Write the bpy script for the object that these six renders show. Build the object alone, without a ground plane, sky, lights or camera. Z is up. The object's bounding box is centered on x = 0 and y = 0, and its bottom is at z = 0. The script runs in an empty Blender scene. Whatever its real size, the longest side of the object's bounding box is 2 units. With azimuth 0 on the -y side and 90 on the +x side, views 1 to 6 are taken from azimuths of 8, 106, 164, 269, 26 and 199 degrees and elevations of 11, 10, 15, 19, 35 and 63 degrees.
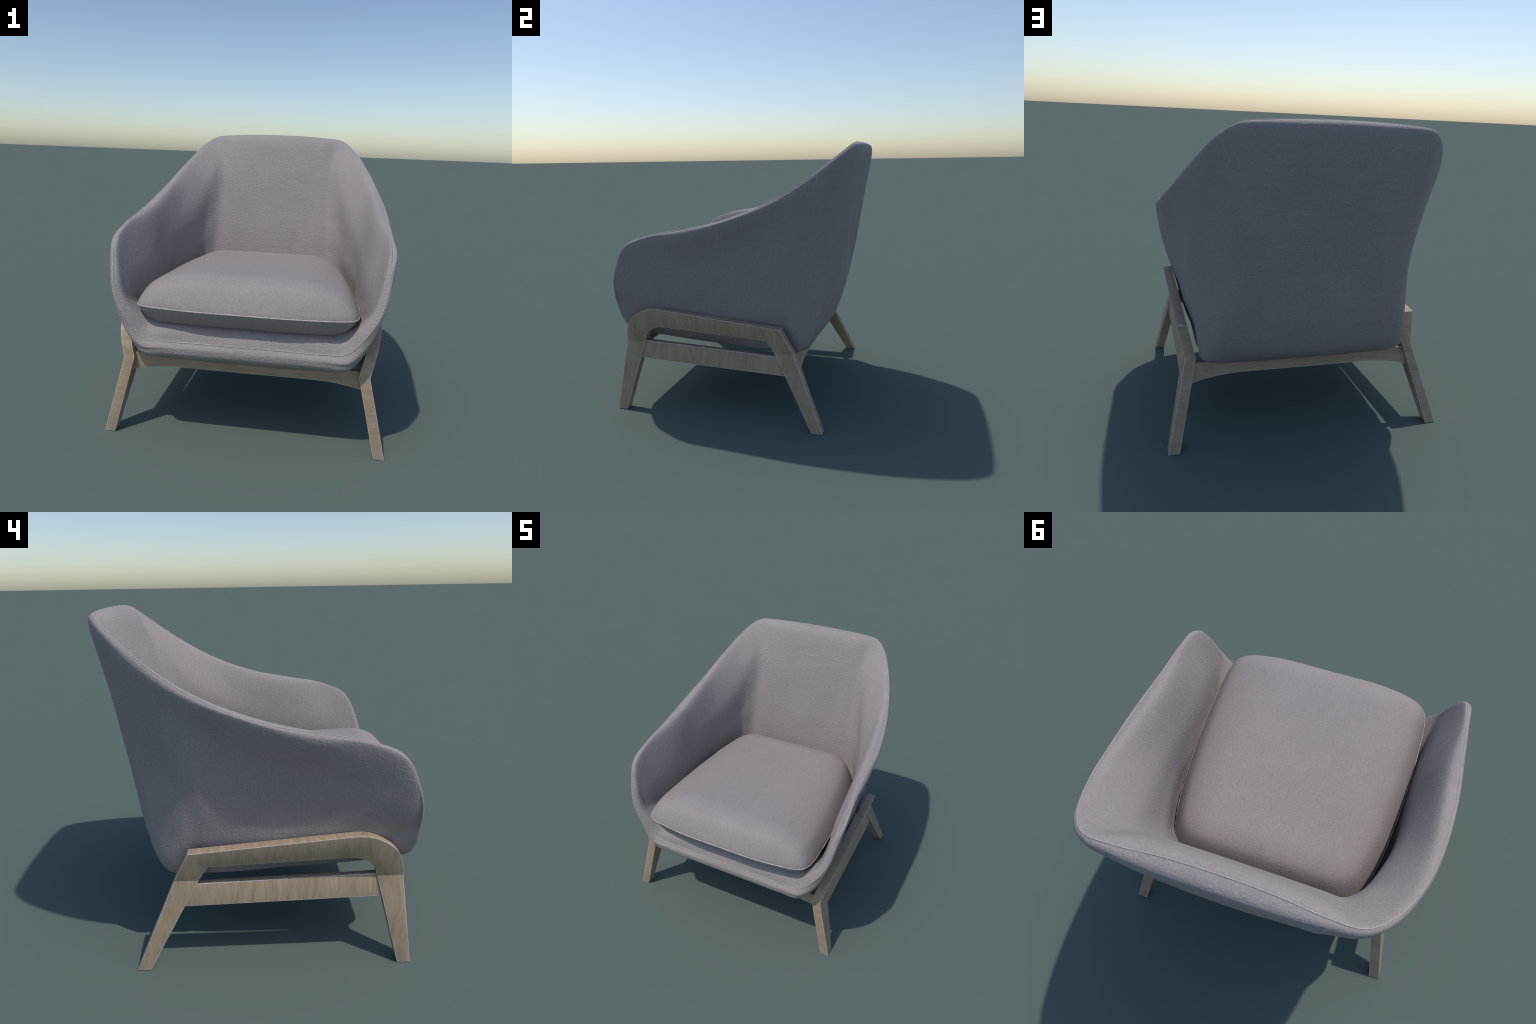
"""Upholstered lounge armchair: a tub-shaped fabric shell with a piped rim and a
loose seat cushion, carried by a bent solid-wood frame.
Front of the chair faces -y.  All parts keep their origin at the world origin so
that Object coordinates run continuously from part to part."""
import bpy, bmesh, math, random
import numpy as np
from mathutils import Vector

random.seed(7)
np.random.seed(7)


# --------------------------------------------------------------------------
# helpers
# --------------------------------------------------------------------------
def new_object(name, verts, faces, material, parent=None, smooth=True):
    me = bpy.data.meshes.new(name)
    me.from_pydata([tuple(v) for v in verts], [], [tuple(f) for f in faces])
    me.update()
    me.materials.append(material)
    for p in me.polygons:
        p.use_smooth = smooth
    ob = bpy.data.objects.new(name, me)
    bpy.context.scene.collection.objects.link(ob)
    ob.parent = parent
    return ob


def spline_weights(d, n):
    """Non-uniform Catmull-Rom weights for interior points 1..m-2."""
    m = len(d) + 1
    rows = []
    for i in range(1, m - 2):
        d0, d1, d2 = d[i - 1], d[i], d[i + 1]
        for t in np.linspace(0, 1, n, endpoint=False):
            h00, h10 = 2 * t**3 - 3 * t**2 + 1, t**3 - 2 * t**2 + t
            h01, h11 = -2 * t**3 + 3 * t**2, t**3 - t**2
            r = np.zeros(m)
            r[i] += h00
            r[i + 1] += h01
            r[i + 1] += h10
            r[i] -= h10
            r[i] += h10 * d1 / d0
            r[i - 1] -= h10 * d1 / d0
            r[i + 1] -= h10 * d1 / (d0 + d1)
            r[i - 1] += h10 * d1 / (d0 + d1)
            r[i + 1] += h11
            r[i] -= h11
            r[i + 2] += h11 * d1 / d2
            r[i + 1] -= h11 * d1 / d2
            r[i + 2] -= h11 * d1 / (d1 + d2)
            r[i] += h11 * d1 / (d1 + d2)
            rows.append(r)
    r = np.zeros(m)
    r[m - 2] = 1
    rows.append(r)
    return np.array(rows)


def smooth_line(pts, n):
    """Catmull-Rom through pts (open), n samples per span."""
    pts = np.asarray(pts, float)
    q = np.vstack([2 * pts[0] - pts[1], pts, 2 * pts[-1] - pts[-2]])
    d = np.sqrt(np.linalg.norm(np.diff(q, axis=0), axis=1)) + 1e-4
    return spline_weights(d, n) @ q


def smooth_loop(pts, n):
    pts = np.asarray(pts, float)
    q = np.vstack([pts[-1:], pts, pts[:2]])
    d = np.sqrt(np.linalg.norm(np.diff(q, axis=0), axis=1)) + 1e-4
    return (spline_weights(d, n) @ q)[:-1]


def mirrored_x(line):
    """Half line from x=0 round to x=0 -> closed loop."""
    line = np.asarray(line)
    return np.vstack([line, line[-2:0:-1] * np.array([-1, 1, 1.0])])


def tube(name, loop, radius, material, parent, sides=8, wobble=0.0):
    """Piping cord: round section swept along a closed loop."""
    loop = np.asarray(loop)
    n = len(loop)
    tan = np.roll(loop, -1, 0) - np.roll(loop, 1, 0)
    tan /= np.linalg.norm(tan, axis=1)[:, None]
    up = np.array([0, 0.3, 1.0])
    a = np.cross(tan, up)
    a /= np.linalg.norm(a, axis=1)[:, None]
    b = np.cross(a, tan)
    verts = []
    for i in range(n):
        r = radius * (1 + wobble * random.uniform(-1, 1))
        off = wobble * radius * random.uniform(-0.4, 0.4)
        for k in range(sides):
            w = 2 * math.pi * k / sides
            verts.append(loop[i] + a[i] * r * math.cos(w) + b[i] * (r * math.sin(w) + off))
    faces = []
    for i in range(n):
        j = (i + 1) % n
        for k in range(sides):
            l = (k + 1) % sides
            faces.append((i * sides + k, i * sides + l, j * sides + l, j * sides + k))
    return new_object(name, verts, faces, material, parent)


# --------------------------------------------------------------------------
# materials
# --------------------------------------------------------------------------
class Nodes:
    def __init__(self, name):
        self.mat = bpy.data.materials.new(name)
        self.mat.use_nodes = True
        self.t = self.mat.node_tree
        self.bsdf = self.t.nodes["Principled BSDF"]

    def add(self, kind, **kw):
        n = self.t.nodes.new("ShaderNode" + kind)
        for k, v in kw.items():
            setattr(n, k, v)
        return n

    def link(self, a, b):
        self.t.links.new(a, b)

    def put(self, sock, v):
        if isinstance(v, bpy.types.NodeSocket):
            self.link(v, sock)
        else:
            sock.default_value = v

    def math(self, op, a, b=0.0, c=0.0, clamp=False):
        n = self.add("Math", operation=op, use_clamp=clamp)
        for s, v in zip(n.inputs, (a, b, c)):
            self.put(s, v)
        return n.outputs[0]

    def vmul(self, v, scale):
        n = self.add("VectorMath", operation="MULTIPLY")
        self.put(n.inputs[0], v)
        self.put(n.inputs[1], scale)
        return n.outputs[0]

    def noise(self, vec, scale, detail=2.0, rough=0.5, distort=0.0):
        n = self.add("TexNoise")
        self.put(n.inputs["Vector"], vec)
        n.inputs["Scale"].default_value = scale
        n.inputs["Detail"].default_value = detail
        n.inputs["Roughness"].default_value = rough
        n.inputs["Distortion"].default_value = distort
        return n.outputs["Fac"]

    def mixf(self, f, a, b):
        n = self.add("Mix", data_type="FLOAT")
        self.put(n.inputs[0], f)
        self.put(n.inputs[2], a)
        self.put(n.inputs[3], b)
        return n.outputs[0]

    def mixc(self, f, a, b, blend="MIX"):
        n = self.add("Mix", data_type="RGBA", blend_type=blend)
        self.put(n.inputs[0], f)
        self.put(n.inputs[6], a)
        self.put(n.inputs[7], b)
        return n.outputs[2]

    def ramp(self, f, stops):
        n = self.add("ValToRGB")
        self.put(n.inputs[0], f)
        el = n.color_ramp.elements
        while len(el) < len(stops):
            el.new(0.5)
        for e, (p, c) in zip(el, stops):
            e.position, e.color = p, c
        return n.outputs[0]

    def normal_weights(self):
        g = self.add("NewGeometry")
        s = self.add("SeparateXYZ")
        ab = self.add("VectorMath", operation="ABSOLUTE")
        self.link(g.outputs["Normal"], ab.inputs[0])
        self.link(ab.outputs[0], s.inputs[0])
        return s.outputs


def col(r, g, b):
    return (r, g, b, 1.0)


def fabric(name, on_side, on_front, on_top, tint=1.0, bump=0.5, thread=0.35):
    """Melange wool weave.  on_* are (x, y, z) thread frequencies used on faces
    that look sideways, forwards/backwards and up/down."""
    m = Nodes(name)
    P = m.add("TexCoord").outputs["Object"]
    w = m.normal_weights()
    side = m.math("POWER", w[0], 2.0)
    top = m.math("POWER", w[2], 2.0)

    def directed(scales, detail, mult=1.0):
        a, b, c = [m.noise(m.vmul(P, tuple(k * mult for k in s)), 1.0, detail, 0.55) for s in scales]
        return m.mixf(top, m.mixf(side, b, a), c)

    grains = directed((on_side, on_front, on_top), 2.0)
    # long straight threads: the same lattice, drawn out along the weaker axes
    long_threads = [tuple(k if k > 100 else k * 0.10 for k in s) for s in (on_side, on_front, on_top)]
    threads = directed(long_threads, 1.0)
    ribs = m.math("ADD", m.math("MULTIPLY", grains, 0.65), m.math("MULTIPLY", threads, thread))
    slub = m.noise(P, 90.0, 3.0, 0.6)
    fleck = m.noise(P, 175.0, 2.0, 0.6)
    broad = m.noise(P, 5.0, 3.0, 0.5)
    hue = m.noise(P, 95.0, 2.0, 0.5)
    v = m.math("ADD", m.math("MULTIPLY", ribs, 0.55), m.math("MULTIPLY", slub, 0.25))
    v = m.math("ADD", v, m.math("MULTIPLY", fleck, 0.20))
    shade = m.ramp(v, [(0.30, col(0.212 * tint, 0.188 * tint, 0.183 * tint)),
                       (0.50, col(0.276 * tint, 0.244 * tint, 0.237 * tint)),
                       (0.70, col(0.342 * tint, 0.304 * tint, 0.300 * tint))])
    cool = m.ramp(hue, [(0.38, col(1.03, 0.995, 0.975)), (0.62, col(0.97, 1.005, 1.03))])
    c = m.mixc(0.75, shade, cool, "MULTIPLY")
    soft = m.ramp(broad, [(0.3, col(0.95, 0.95, 0.95)), (0.7, col(1.04, 1.04, 1.04))])
    c = m.mixc(0.6, c, soft, "MULTIPLY")
    m.link(c, m.bsdf.inputs["Base Color"])
    m.bsdf.inputs["Roughness"].default_value = 0.72
    m.bsdf.inputs["Specular IOR Level"].default_value = 0.35
    h = m.math("ADD", m.math("MULTIPLY", ribs, 0.75), m.math("MULTIPLY", slub, 0.72))
    bn = m.add("Bump")
    bn.inputs["Strength"].default_value = bump
    bn.inputs["Distance"].default_value = 0.012
    m.link(h, bn.inputs["Height"])
    m.link(bn.outputs[0], m.bsdf.inputs["Normal"])
    return m.mat


def wood(name, pale_edge=False):
    """Pale oak, grain running upright on the flanks and crosswise on the edges,
    with lighter arrises."""
    m = Nodes(name)
    P = m.add("TexCoord").outputs["Object"]
    w = m.normal_weights()
    side = m.math("GREATER_THAN", w[0], 0.6)
    front = m.math("GREATER_THAN", w[1], 0.62)
    warp = m.noise(P, 4.2, 2.0, 0.5)

    def grain(along, across, third):
        v = m.add("CombineXYZ")
        s = m.add("SeparateXYZ")
        m.link(P, s.inputs[0])
        m.put(v.inputs[0], m.math("MULTIPLY", s.outputs[along], 2.4))
        m.put(v.inputs[1], m.math("ADD", m.math("MULTIPLY", s.outputs[across], 19.0), m.math("MULTIPLY", warp, 1.6)))
        m.put(v.inputs[2], m.math("MULTIPLY", s.outputs[third], 2.0))
        field = m.noise(v.outputs[0], 1.0, 2.0, 0.45, 0.35)
        rings = m.math("FRACT", m.math("MULTIPLY", field, 6.0))
        rings = m.math("MULTIPLY", m.math("MULTIPLY", rings, m.math("SUBTRACT", 1.0, rings)), 4.0)
        f = m.add("VectorMath", operation="MULTIPLY")
        m.link(v.outputs[0], f.inputs[0])
        f.inputs[1].default_value = (2.2, 9.0, 1.5)
        fibre = m.noise(f.outputs[0], 1.0, 3.0, 0.6)
        a = m.math("ADD", m.math("MULTIPLY", rings, 0.12), m.math("MULTIPLY", fibre, 0.56))
        return m.math("ADD", a, m.math("MULTIPLY", field, 0.28))

    g_side = grain(2, 1, 0)
    g_front = grain(0, 2, 1)
    g_top = grain(0, 1, 2)
    g = m.mixf(side, m.mixf(front, g_top, g_front), g_side)
    c = m.ramp(g, [(0.28, col(0.285, 0.203, 0.131)),
                   (0.50, col(0.395, 0.293, 0.200)),
                   (0.74, col(0.482, 0.374, 0.268))])
    blotch = m.noise(P, 7.0, 3.0, 0.6)
    c = m.mixc(0.7, c, m.ramp(blotch, [(0.3, col(0.86, 0.87, 0.86)), (0.7, col(1.07, 1.06, 1.07))]), "MULTIPLY")
    if pale_edge:          # arrises coloured paler, in broken dashes
        dash = m.ramp(m.noise(P, 34.0, 2.0), [(0.36, col(0.35, 0.35, 0.35)), (0.58, col(1, 1, 1))])
        c = m.mixc(dash, c, col(0.60, 0.575, 0.59))
    m.link(c, m.bsdf.inputs["Base Color"])
    m.bsdf.inputs["Roughness"].default_value = 0.38 if pale_edge else 0.55
    m.bsdf.inputs["Specular IOR Level"].default_value = 0.4
    bn = m.add("Bump")
    bn.inputs["Strength"].default_value = 0.12
    bn.inputs["Distance"].default_value = 0.004
    m.link(g, bn.inputs["Height"])
    m.link(bn.outputs[0], m.bsdf.inputs["Normal"])
    return m.mat


SHELL_CLOTH = fabric("grey_melange_shell_cloth",
                     on_side=(30.0, 150.0, 62.0), on_front=(62.0, 30.0, 165.0), on_top=(90.0, 90.0, 30.0), tint=1.13, bump=0.44, thread=0.28)
CUSHION_CLOTH = fabric("grey_melange_cushion_cloth",
                       on_side=(30.0, 170.0, 60.0), on_front=(170.0, 60.0, 60.0), on_top=(180.0, 75.0, 30.0), tint=1.12, bump=0.34, thread=0.22)
CORD_CLOTH = fabric("pale_grey_cord_cloth",
                    on_side=(90.0, 90.0, 90.0), on_front=(90.0, 90.0, 90.0), on_top=(90.0, 90.0, 90.0), tint=1.5, bump=0.2)
OAK = wood("pale_oak")
OAK_EDGE = wood("pale_oak_edge", pale_edge=True)

# --------------------------------------------------------------------------
# the chair
# --------------------------------------------------------------------------
chair = bpy.data.objects.new("armchair", None)
bpy.context.scene.collection.objects.link(chair)
chair["label"] = "grey fabric tub armchair with loose cushion and bent oak frame"
chair["category"] = "armchair"

# ---- upholstered shell -----------------------------------------------------
# Guide lines of the tub, right half only, each running from the middle of the
# front round the arm to the middle of the back.
SHELL_LINES = {
    "floor": [(0, -0.31, 0.735), (0.088, -0.31, 0.735), (0.16, -0.31, 0.735), (0.204, -0.31, 0.735), (0.289, -0.384, 0.715), (0.292, -0.344, 0.715), (0.3, -0.28, 0.715), (0.308, -0.196, 0.715), (0.309, -0.126, 0.715), (0.31, -0.058, 0.715), (0.308, -0.004, 0.715), (0.307, 0.054, 0.715), (0.297, 0.121, 0.715), (0.266, 0.165, 0.715), (0.225, 0.2, 0.715), (0.195, 0.193, 0.715), (0.1, 0.2, 0.715), (0, 0.205, 0.715)],
    "inner_low": [(0, -0.5, 0.75), (0.176, -0.5, 0.75), (0.319, -0.5, 0.75), (0.408, -0.5, 0.75), (0.577, -0.647, 0.745), (0.584, -0.568, 0.735), (0.599, -0.44, 0.72), (0.617, -0.272, 0.72), (0.618, -0.131, 0.72), (0.622, 0.003, 0.72), (0.65, 0.111, 0.72), (0.635, 0.23, 0.72), (0.595, 0.375, 0.74), (0.54, 0.442, 0.79), (0.474, 0.496, 0.79), (0.385, 0.5, 0.79), (0.21, 0.517, 0.79), (0, 0.517, 0.79)],
    "inner_mid": [(0, -0.755, 0.79), (0.244, -0.755, 0.79), (0.432, -0.755, 0.79), (0.54, -0.737, 0.79), (0.628, -0.745, 0.805), (0.68, -0.7, 0.822), (0.714, -0.616, 0.823), (0.714, -0.48, 0.852), (0.705, -0.312, 0.853), (0.709, -0.142, 0.875), (0.712, 0.019, 0.916), (0.685, 0.2, 0.98), (0.612, 0.419, 1.06), (0.542, 0.554, 1.2), (0.474, 0.618, 1.27), (0.385, 0.622, 1.27), (0.216, 0.633, 1.279), (0, 0.633, 1.279)],
    "inner_high": [(0, -0.838, 0.765), (0.26, -0.838, 0.765), (0.464, -0.838, 0.765), (0.584, -0.82, 0.765), (0.668, -0.822, 0.825), (0.728, -0.8, 0.878), (0.768, -0.789, 0.937), (0.777, -0.699, 1.033), (0.752, -0.489, 1.088), (0.742, -0.263, 1.132), (0.735, -0.051, 1.167), (0.697, 0.235, 1.28), (0.612, 0.503, 1.45), (0.545, 0.658, 1.64), (0.474, 0.728, 1.7), (0.385, 0.726, 1.7), (0.217, 0.726, 1.715), (0, 0.726, 1.717)],
    "rim_inside": [(0, -0.872, 0.722), (0.267, -0.872, 0.722), (0.481, -0.872, 0.722), (0.612, -0.863, 0.722), (0.702, -0.868, 0.818), (0.78, -0.86, 0.937), (0.819, -0.813, 1.108), (0.848, -0.727, 1.264), (0.849, -0.532, 1.337), (0.824, -0.276, 1.382), (0.816, 0.021, 1.457), (0.79, 0.334, 1.574), (0.725, 0.58, 1.715), (0.607, 0.775, 1.862), (0.525, 0.842, 1.93), (0.395, 0.828, 1.95), (0.215, 0.816, 1.96), (0, 0.813, 1.963)],
    "rim_seam": [(0, -0.892, 0.675), (0.271, -0.888, 0.674), (0.491, -0.887, 0.673), (0.628, -0.884, 0.685), (0.735, -0.89, 0.802), (0.81, -0.875, 0.935), (0.844, -0.823, 1.103), (0.867, -0.745, 1.245), (0.874, -0.538, 1.345), (0.876, -0.289, 1.393), (0.879, 0.006, 1.451), (0.842, 0.325, 1.571), (0.766, 0.59, 1.731), (0.648, 0.797, 1.897), (0.55, 0.877, 1.969), (0.415, 0.884, 1.985), (0.225, 0.871, 1.996), (0, 0.866, 1.999)],
    "rim_outside": [(0, -0.903, 0.653), (0.271, -0.903, 0.653), (0.492, -0.903, 0.653), (0.64, -0.903, 0.655), (0.768, -0.882, 0.8), (0.834, -0.864, 0.958), (0.866, -0.808, 1.129), (0.891, -0.718, 1.263), (0.889, -0.508, 1.339), (0.898, -0.278, 1.363), (0.892, 0.02, 1.441), (0.846, 0.381, 1.571), (0.767, 0.632, 1.719), (0.649, 0.829, 1.886), (0.55, 0.904, 1.94), (0.418, 0.922, 1.962), (0.222, 0.931, 1.972), (0, 0.932, 1.978)],
    "outer_high": [(0, -0.908, 0.62), (0.271, -0.908, 0.62), (0.493, -0.908, 0.62), (0.648, -0.896, 0.621), (0.76, -0.855, 0.728), (0.779, -0.845, 0.82), (0.831, -0.816, 0.926), (0.853, -0.701, 1.037), (0.836, -0.479, 1.091), (0.812, -0.255, 1.137), (0.808, -0.047, 1.176), (0.792, 0.207, 1.274), (0.762, 0.476, 1.358), (0.676, 0.672, 1.481), (0.571, 0.802, 1.514), (0.417, 0.86, 1.544), (0.216, 0.877, 1.575), (0, 0.886, 1.576)],
    "outer_mid": [(0, -0.898, 0.588), (0.271, -0.898, 0.588), (0.493, -0.898, 0.588), (0.645, -0.882, 0.586), (0.735, -0.765, 0.648), (0.753, -0.692, 0.712), (0.782, -0.612, 0.78), (0.786, -0.473, 0.835), (0.765, -0.307, 0.849), (0.757, -0.144, 0.871), (0.757, 0.021, 0.916), (0.754, 0.198, 0.971), (0.752, 0.396, 1.036), (0.687, 0.548, 1.115), (0.565, 0.728, 1.125), (0.413, 0.794, 1.127), (0.226, 0.79, 1.141), (0, 0.795, 1.146)],
    "outer_low": [(0, -0.866, 0.56), (0.267, -0.866, 0.56), (0.484, -0.866, 0.56), (0.614, -0.85, 0.559), (0.691, -0.687, 0.578), (0.709, -0.612, 0.613), (0.726, -0.479, 0.641), (0.739, -0.296, 0.663), (0.74, -0.144, 0.662), (0.742, 0.001, 0.671), (0.736, 0.122, 0.686), (0.729, 0.249, 0.724), (0.724, 0.385, 0.763), (0.708, 0.517, 0.8), (0.597, 0.688, 0.809), (0.464, 0.712, 0.781), (0.239, 0.728, 0.771), (0, 0.738, 0.774)],
    "bottom_edge": [(0, -0.8, 0.533), (0.244, -0.8, 0.533), (0.443, -0.802, 0.533), (0.567, -0.772, 0.532), (0.636, -0.66, 0.538), (0.649, -0.582, 0.539), (0.657, -0.42, 0.539), (0.659, -0.223, 0.535), (0.665, -0.069, 0.526), (0.673, 0.063, 0.52), (0.68, 0.168, 0.525), (0.697, 0.294, 0.531), (0.683, 0.43, 0.545), (0.689, 0.555, 0.54), (0.624, 0.617, 0.55), (0.487, 0.626, 0.553), (0.263, 0.628, 0.539), (0, 0.636, 0.532)],
    "bottom": [(0, -0.763, 0.511), (0.243, -0.764, 0.512), (0.43, -0.768, 0.524), (0.523, -0.732, 0.531), (0.589, -0.586, 0.516), (0.602, -0.504, 0.511), (0.615, -0.334, 0.502), (0.617, -0.15, 0.493), (0.629, -0.01, 0.49), (0.651, 0.106, 0.494), (0.667, 0.193, 0.498), (0.674, 0.295, 0.499), (0.663, 0.404, 0.489), (0.647, 0.52, 0.491), (0.547, 0.553, 0.482), (0.412, 0.506, 0.454), (0.219, 0.5, 0.448), (0, 0.504, 0.458)],
    "bottom_middle": [(0, -0.462, 0.511), (0.134, -0.462, 0.514), (0.237, -0.463, 0.525), (0.287, -0.442, 0.532), (0.322, -0.362, 0.515), (0.329, -0.317, 0.511), (0.336, -0.223, 0.501), (0.338, -0.122, 0.492), (0.343, -0.045, 0.49), (0.353, 0.019, 0.493), (0.361, 0.067, 0.494), (0.366, 0.122, 0.493), (0.367, 0.179, 0.49), (0.363, 0.238, 0.494), (0.297, 0.267, 0.484), (0.223, 0.249, 0.464), (0.119, 0.25, 0.462), (0, 0.254, 0.469)],
}
ROWS = list(SHELL_LINES)
NU, NV = 9, 8                       # samples per span along / across the lines

net = np.array([SHELL_LINES[r] for r in ROWS]).transpose(1, 0, 2)   # column, row, xyz
n_col, n_row = net.shape[:2]
d_row = np.sqrt(np.linalg.norm(np.diff(net, axis=1), axis=2)).mean(0) + 1e-3
w_row = spline_weights(np.r_[d_row[0], d_row, d_row[-1]], NV)
ends = np.zeros((n_row + 2, n_row))
ends[1:-1] = np.eye(n_row)
ends[0, 0], ends[0, 1], ends[-1, -1], ends[-1, -2] = 2, -1, 2, -1
w_row = w_row @ ends
d_col = np.sqrt(np.linalg.norm(np.diff(net[:, ROWS.index("rim_seam")], axis=0), axis=1)) + 1e-3
w_col = spline_weights(np.r_[d_col[0], d_col, d_col[-1]], NU)
flip = np.array([-1, 1, 1.0])
padded = np.concatenate([net[1:2] * flip, net, net[-2:-1] * flip])
half = np.einsum("uc,crk,vr->uvk", w_col, padded, w_row)
half[0, :, 0] = half[-1, :, 0] = 0
# full ring in u: right half then mirrored left half
ring = np.concatenate([half, half[-2:0:-1] * flip])
n_u, n_v = ring.shape[:2]
n_half = half.shape[0]


def vid(u, v):
    return (u % n_u) * n_v + v


# region of every face: seat base, armrests, backrest share one smooth surface
ARM_START, ARM_END = 4 * NU, 12 * NU
LOW_IN, LOW_OUT = 1 * NV, ROWS.index("bottom_edge") * NV
faces, region = [], []
for u in range(n_u):
    uh = u if u < n_half - 1 else n_u - 1 - u
    right = u < n_half - 1
    for v in range(n_v - 1):
        faces.append((vid(u, v), vid(u, v + 1), vid(u + 1, v + 1), vid(u + 1, v)))
        if v < LOW_IN or v >= LOW_OUT or uh < ARM_START:
            region.append("seat")
        elif uh >= ARM_END:
            region.append("backrest")
        else:
            region.append("armrest" if right else "armrest_other")
for v, turn in ((0, 1), (n_v - 1, 0)):      # close the floor and the underside
    for u in range(n_half - 1):
        a, b = vid(u, v), vid(u + 1, v)
        c, d = vid(n_u - u - 1, v), vid(n_u - u, v)
        q = [a, b, c, d] if turn else [d, c, b, a]
        q = [x for i, x in enumerate(q) if x not in q[:i]]
        if len(q) > 2:
            faces.append(tuple(q))
            region.append("seat")
verts = ring.reshape(-1, 3)

whole = bpy.data.meshes.new("whole_shell")
whole.from_pydata([tuple(p) for p in verts], [], faces)
bm = bmesh.new()
bm.from_mesh(whole)
bmesh.ops.recalc_face_normals(bm, faces=bm.faces)
bm.to_mesh(whole)
bm.free()
vertex_normals = np.array([v.normal[:] for v in whole.vertices])
oriented = [tuple(p.vertices) for p in whole.polygons]
bpy.data.meshes.remove(whole)

for reg, label in (("seat", "seat"), ("armrest", "armrest"), ("armrest_other", "armrest"), ("backrest", "backrest")):
    fs = [f for f, r in zip(oriented, region) if r == reg]
    used = sorted({i for f in fs for i in f})
    new_id = {o: k for k, o in enumerate(used)}
    ob = new_object(label, verts[used], [[new_id[i] for i in f] for f in fs], SHELL_CLOTH, chair)
    ob.data.normals_split_custom_set_from_vertices([Vector(n) for n in vertex_normals[used]])

# welt cord sewn along the rim seam
v_seam = ROWS.index("rim_seam") * NV
seam = ring[:, v_seam]
seam_n = vertex_normals[[vid(u, v_seam) for u in range(n_u)]]
tube("piping", seam + seam_n * 0.0010, 0.0025, CORD_CLOTH, chair, wobble=0.12)

# ---- loose seat cushion ------------------------------------------------------
CUSHION_OUTLINE = [(0, -0.946), (0.26, -0.945), (0.46, -0.928), (0.605, -0.901), (0.664, -0.864), (0.692, -0.785),
                   (0.702, -0.55), (0.695, -0.25), (0.672, 0.02), (0.645, 0.22), (0.610, 0.37), (0.570, 0.47),
                   (0.490, 0.535), (0.30, 0.560), (0, 0.565)]
half_outline = smooth_line([(x, y, 0) for x, y in CUSHION_OUTLINE], 10)
half_outline[0, 0] = half_outline[-1, 0] = 0
outline = mirrored_x(half_outline)


def seam_height(y):
    t = (y + 0.946) / 1.51
    return 0.893 - 0.075 * t


def round_off(d, reach, power=2.0):
    k = np.clip(d / reach, 0, 1)
    return (1 - (1 - k) ** power) ** (1 / power)


FRONT_Y, BACK_Y = -0.946, 0.565


def side_line(y):
    """Half width of the cushion with its corners left square."""
    return np.interp(y, [-0.95, -0.5, -0.2, 0.1, 0.35, 0.565], [0.706, 0.705, 0.696, 0.665, 0.615, 0.560])


centre = np.array([0, -0.19, 0])
RINGS = 30
rho = np.sin(np.linspace(0, 1, RINGS + 1) * math.pi / 2) ** 0.9       # dense near the seam
n_o = len(outline)
c_verts, c_faces = [], []
top_id, low_id = {}, {}


def put(v):
    c_verts.append(v)
    return len(c_verts) - 1


def cushion_point(p, rim, upper):
    x, y = abs(p[0]), p[1]
    zs = seam_height(y)
    d_ray = np.linalg.norm(rim[:2] - centre[:2]) - np.linalg.norm(p[:2] - centre[:2])
    d_side, d_front, d_back = side_line(y) - x, y - FRONT_Y, BACK_Y - y
    if upper:
        tall = 1.080 - 0.046 * (y + 0.6) - zs
        soft_side = np.interp(y, [-0.9, -0.3, 0.45], [0.47, 0.42, 0.27])
        k = (round_off(d_side + 0.02, soft_side, 1.9) * round_off(d_front + 0.02, 0.27, 1.9)
             * round_off(d_back + 0.02, 0.24, 2.1))
        return zs + tall * k * round_off(d_ray, 0.10, 1.8)
    # underneath the cloth tucks straight in from the seam, then lies flat
    depth = zs - (0.778 - 0.045 * (y + 0.9))
    reach = np.interp(d_front, [0.0, 0.25], [0.085, 0.13])
    return zs - depth * round_off(d_ray, reach, 1.25)


for i, r in enumerate(rho[:-1]):
    for j in range(n_o):
        p = centre + (outline[j] - centre) * r
        if i == 0:
            continue
        top_id[i, j] = put((p[0], p[1], cushion_point(p, outline[j], True)))
        low_id[i, j] = put((p[0], p[1], cushion_point(p, outline[j], False)))
tc = put((0, centre[1], cushion_point(centre, outline[0], True)))
lc = put((0, centre[1], cushion_point(centre, outline[0], False)))
for j in range(n_o):
    e = put((outline[j, 0], outline[j, 1], seam_height(outline[j, 1])))
    top_id[RINGS, j] = low_id[RINGS, j] = e
for j in range(n_o):
    k = (j + 1) % n_o
    c_faces.append((tc, top_id[1, j], top_id[1, k]))
    c_faces.append((lc, low_id[1, k], low_id[1, j]))
    for i in range(1, RINGS):
        c_faces.append((top_id[i, j], top_id[i + 1, j], top_id[i + 1, k], top_id[i, k]))
        c_faces.append((low_id[i, k], low_id[i + 1, k], low_id[i + 1, j], low_id[i, j]))
cushion = new_object("seat_cushion", c_verts, c_faces, CUSHION_CLOTH, chair)
seam_line = np.array([(p[0], p[1], seam_height(p[1])) for p in outline])
tube("piping", seam_line, 0.0045, CORD_CLOTH, cushion, wobble=0.25)

# ---- bent wooden side frames ---------------------------------------------------
KINK_Z, KINK_X, LEAN, THICK = 0.512, 0.786, 0.237, 0.069
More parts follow.
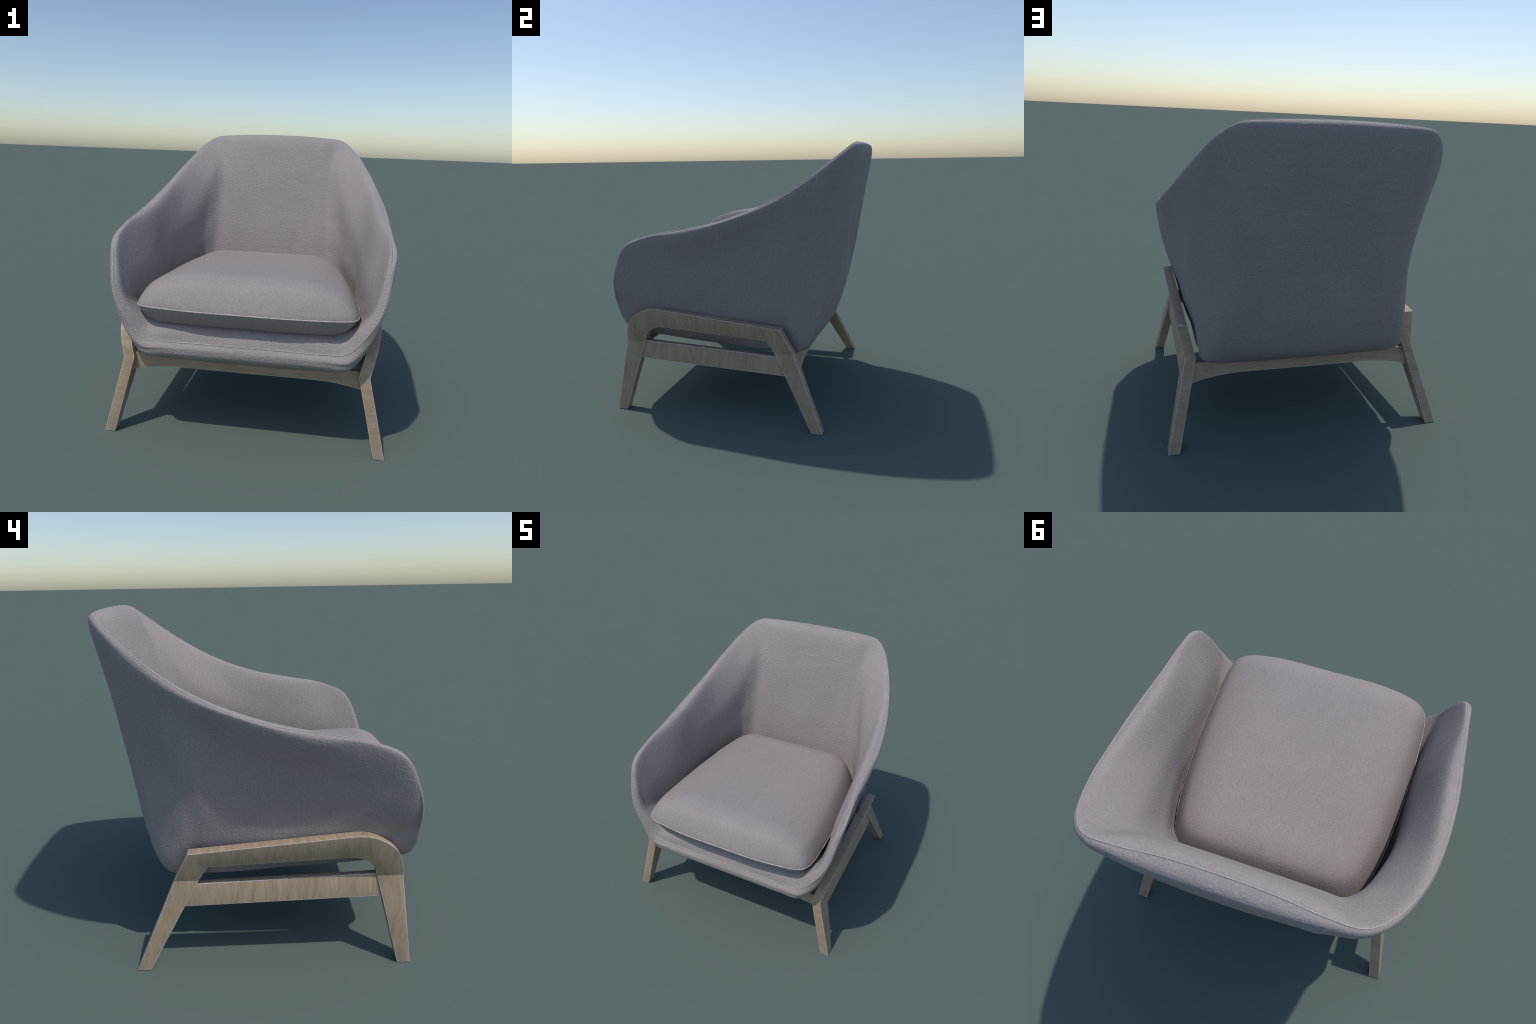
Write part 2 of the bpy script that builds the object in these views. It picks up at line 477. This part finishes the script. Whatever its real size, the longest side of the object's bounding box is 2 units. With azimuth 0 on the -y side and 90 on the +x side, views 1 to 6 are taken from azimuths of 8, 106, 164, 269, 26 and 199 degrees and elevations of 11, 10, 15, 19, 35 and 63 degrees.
# side elevation (y, z) of one frame, outer edge then inner edge
FRONT_OUT = [(-0.8445, 0.0), (-0.803, KINK_Z)]
BEND_OUT = [(-0.803, KINK_Z), (-0.7935, 0.580), (-0.778, 0.632), (-0.755, 0.680), (-0.718, 0.720), (-0.668, 0.756),
            (-0.617, 0.782), (-0.570, 0.794), (-0.515, 0.797), (-0.450, 0.792)]
REAR_TOP, REAR_KINK, REAR_FOOT = (0.431, 0.704), (0.522, KINK_Z), (0.751, 0.0)
FOOT_IN_FRONT, FOOT_IN_REAR = (-0.768, 0.0), (0.673, 0.0)
BEND_IN = [(-0.6495, KINK_Z), (-0.640, 0.545), (-0.625, 0.576), (-0.603, 0.603), (-0.575, 0.625), (-0.545, 0.640),
           (-0.508, 0.649), (-0.460, 0.650), (-0.400, 0.647)]
REAR_TOP_IN, REAR_KINK_IN = (0.323, 0.610), (0.381, KINK_Z)


def plane_x(z):
    return KINK_X + LEAN * abs(z - KINK_Z)


def slab(name, outline_yz, sign, parent, edges_skip_z=None, inset=0.0, thick=THICK):
    """Extrude a side-elevation outline between the outer and inner leaning
    planes and ease the edges (not where it meets the next piece)."""
    bm = bmesh.new()
    n = len(outline_yz)
    out = [bm.verts.new((sign * (plane_x(z) - inset), y, z)) for y, z in outline_yz]
    inn = [bm.verts.new((sign * (plane_x(z) - inset - thick), y, z)) for y, z in outline_yz]
    bm.faces.new(out)
    bm.faces.new(inn[::-1])
    for i in range(n):
        j = (i + 1) % n
        bm.faces.new((out[i], inn[i], inn[j], out[j]))
    bmesh.ops.recalc_face_normals(bm, faces=bm.faces)
    sharp = []
    for e in bm.edges:
        if len(e.link_faces) != 2 or e.calc_face_angle(0) < math.radians(28):
            continue
        zs = [v.co.z for v in e.verts]
        if edges_skip_z is not None and all(abs(z - edges_skip_z) < 1e-4 for z in zs):
            continue
        sharp.append(e)
    bmesh.ops.bevel(bm, geom=sharp, offset=0.0035, segments=2, profile=0.6, affect="EDGES", clamp_overlap=True, material=1)
    # drop the hidden butt faces at the fold so neighbours never share a plane
    if edges_skip_z is not None:
        butt = [f for f in bm.faces if all(abs(v.co.z - edges_skip_z) < 1e-4 for v in f.verts)]
        bmesh.ops.delete(bm, geom=butt, context="FACES_ONLY")
    me = bpy.data.meshes.new(name)
    bm.to_mesh(me)
    bm.free()
    me.materials.append(OAK)
    me.materials.append(OAK_EDGE)
    ob = bpy.data.objects.new(name, me)
    bpy.context.scene.collection.objects.link(ob)
    ob.parent = parent
    for p in me.polygons:
        p.use_smooth = True
    me.set_sharp_from_angle(angle=math.radians(32))
    return ob


def arc(pts, n):
    return [tuple(p[1:]) for p in smooth_line([(0, y, z) for y, z in pts], n)]


upper = arc(BEND_OUT, 5) + [REAR_TOP, REAR_KINK, REAR_KINK_IN, REAR_TOP_IN] + arc(BEND_IN, 5)[::-1]
front_leg = [FRONT_OUT[0], FRONT_OUT[1], BEND_IN[0], (-0.686, 0.359), FOOT_IN_FRONT]
rear_leg = [REAR_KINK_IN, REAR_KINK, REAR_FOOT, FOOT_IN_REAR]
STRETCHER = [(-0.700, 0.5245), (0.440, 0.4865), (0.500, 0.3575), (-0.715, 0.3895)]
for sign in (1, -1):
    frame = slab("side_frame", upper, sign, chair, edges_skip_z=KINK_Z)
    slab("leg", front_leg, sign, chair, edges_skip_z=KINK_Z)
    slab("leg", rear_leg, sign, chair, edges_skip_z=KINK_Z)
    slab("stretcher", STRETCHER, sign, chair, inset=0.012, thick=0.040)


# ---- cross rails with arched lower edge ---------------------------------------
def cross_rail(name, y_front, tilt, z_top, arch, depth, half_len):
    """arch: (x, z) along the lower edge, from the middle to the end."""
    low = smooth_line([(x, 0, z) for x, z in arch], 6)
    xs = np.r_[-low[:0:-1, 0], low[:, 0]]
    zs = np.r_[low[:0:-1, 2], low[:, 2]]
    bm = bmesh.new()
    rows = []
    for x, zb in zip(xs, zs):
        y_of = lambda z: y_front + tilt * (z - z_top)
        rows.append([bm.verts.new((x, y_of(zb), zb)), bm.verts.new((x, y_of(z_top), z_top)),
                     bm.verts.new((x, y_of(z_top) + depth, z_top)), bm.verts.new((x, y_of(zb) + depth, zb))])
    for a, b in zip(rows, rows[1:]):
        for k in range(4):
            l = (k + 1) % 4
            bm.faces.new((a[k], a[l], b[l], b[k]))
    bm.faces.new(rows[0])
    bm.faces.new(rows[-1][::-1])
    bmesh.ops.recalc_face_normals(bm, faces=bm.faces)
    sharp = [e for e in bm.edges if e.calc_face_angle(0) > math.radians(40)]
    bmesh.ops.bevel(bm, geom=sharp, offset=0.003, segments=2, profile=0.6, affect="EDGES", clamp_overlap=True, material=1)
    me = bpy.data.meshes.new(name)
    bm.to_mesh(me)
    bm.free()
    me.materials.append(OAK)
    me.materials.append(OAK_EDGE)
    for p in me.polygons:
        p.use_smooth = True
    me.set_sharp_from_angle(angle=math.radians(32))
    ob = bpy.data.objects.new(name, me)
    bpy.context.scene.collection.objects.link(ob)
    ob.parent = chair
    return ob


cross_rail("cross_rail", -0.760, 0.0, 0.532,
           [(0, 0.4515), (0.20, 0.4520), (0.38, 0.4525), (0.475, 0.4515), (0.55, 0.4460), (0.61, 0.4390), (0.69, 0.4250), (0.755, 0.4115)],
           0.042, 0.755)
cross_rail("cross_rail", 0.511, -0.413, 0.476,
           [(0, 0.4015), (0.20, 0.4020), (0.38, 0.4025), (0.46, 0.4015), (0.54, 0.3970), (0.64, 0.3850), (0.72, 0.3685), (0.765, 0.3590)],
           -0.042, 0.765)
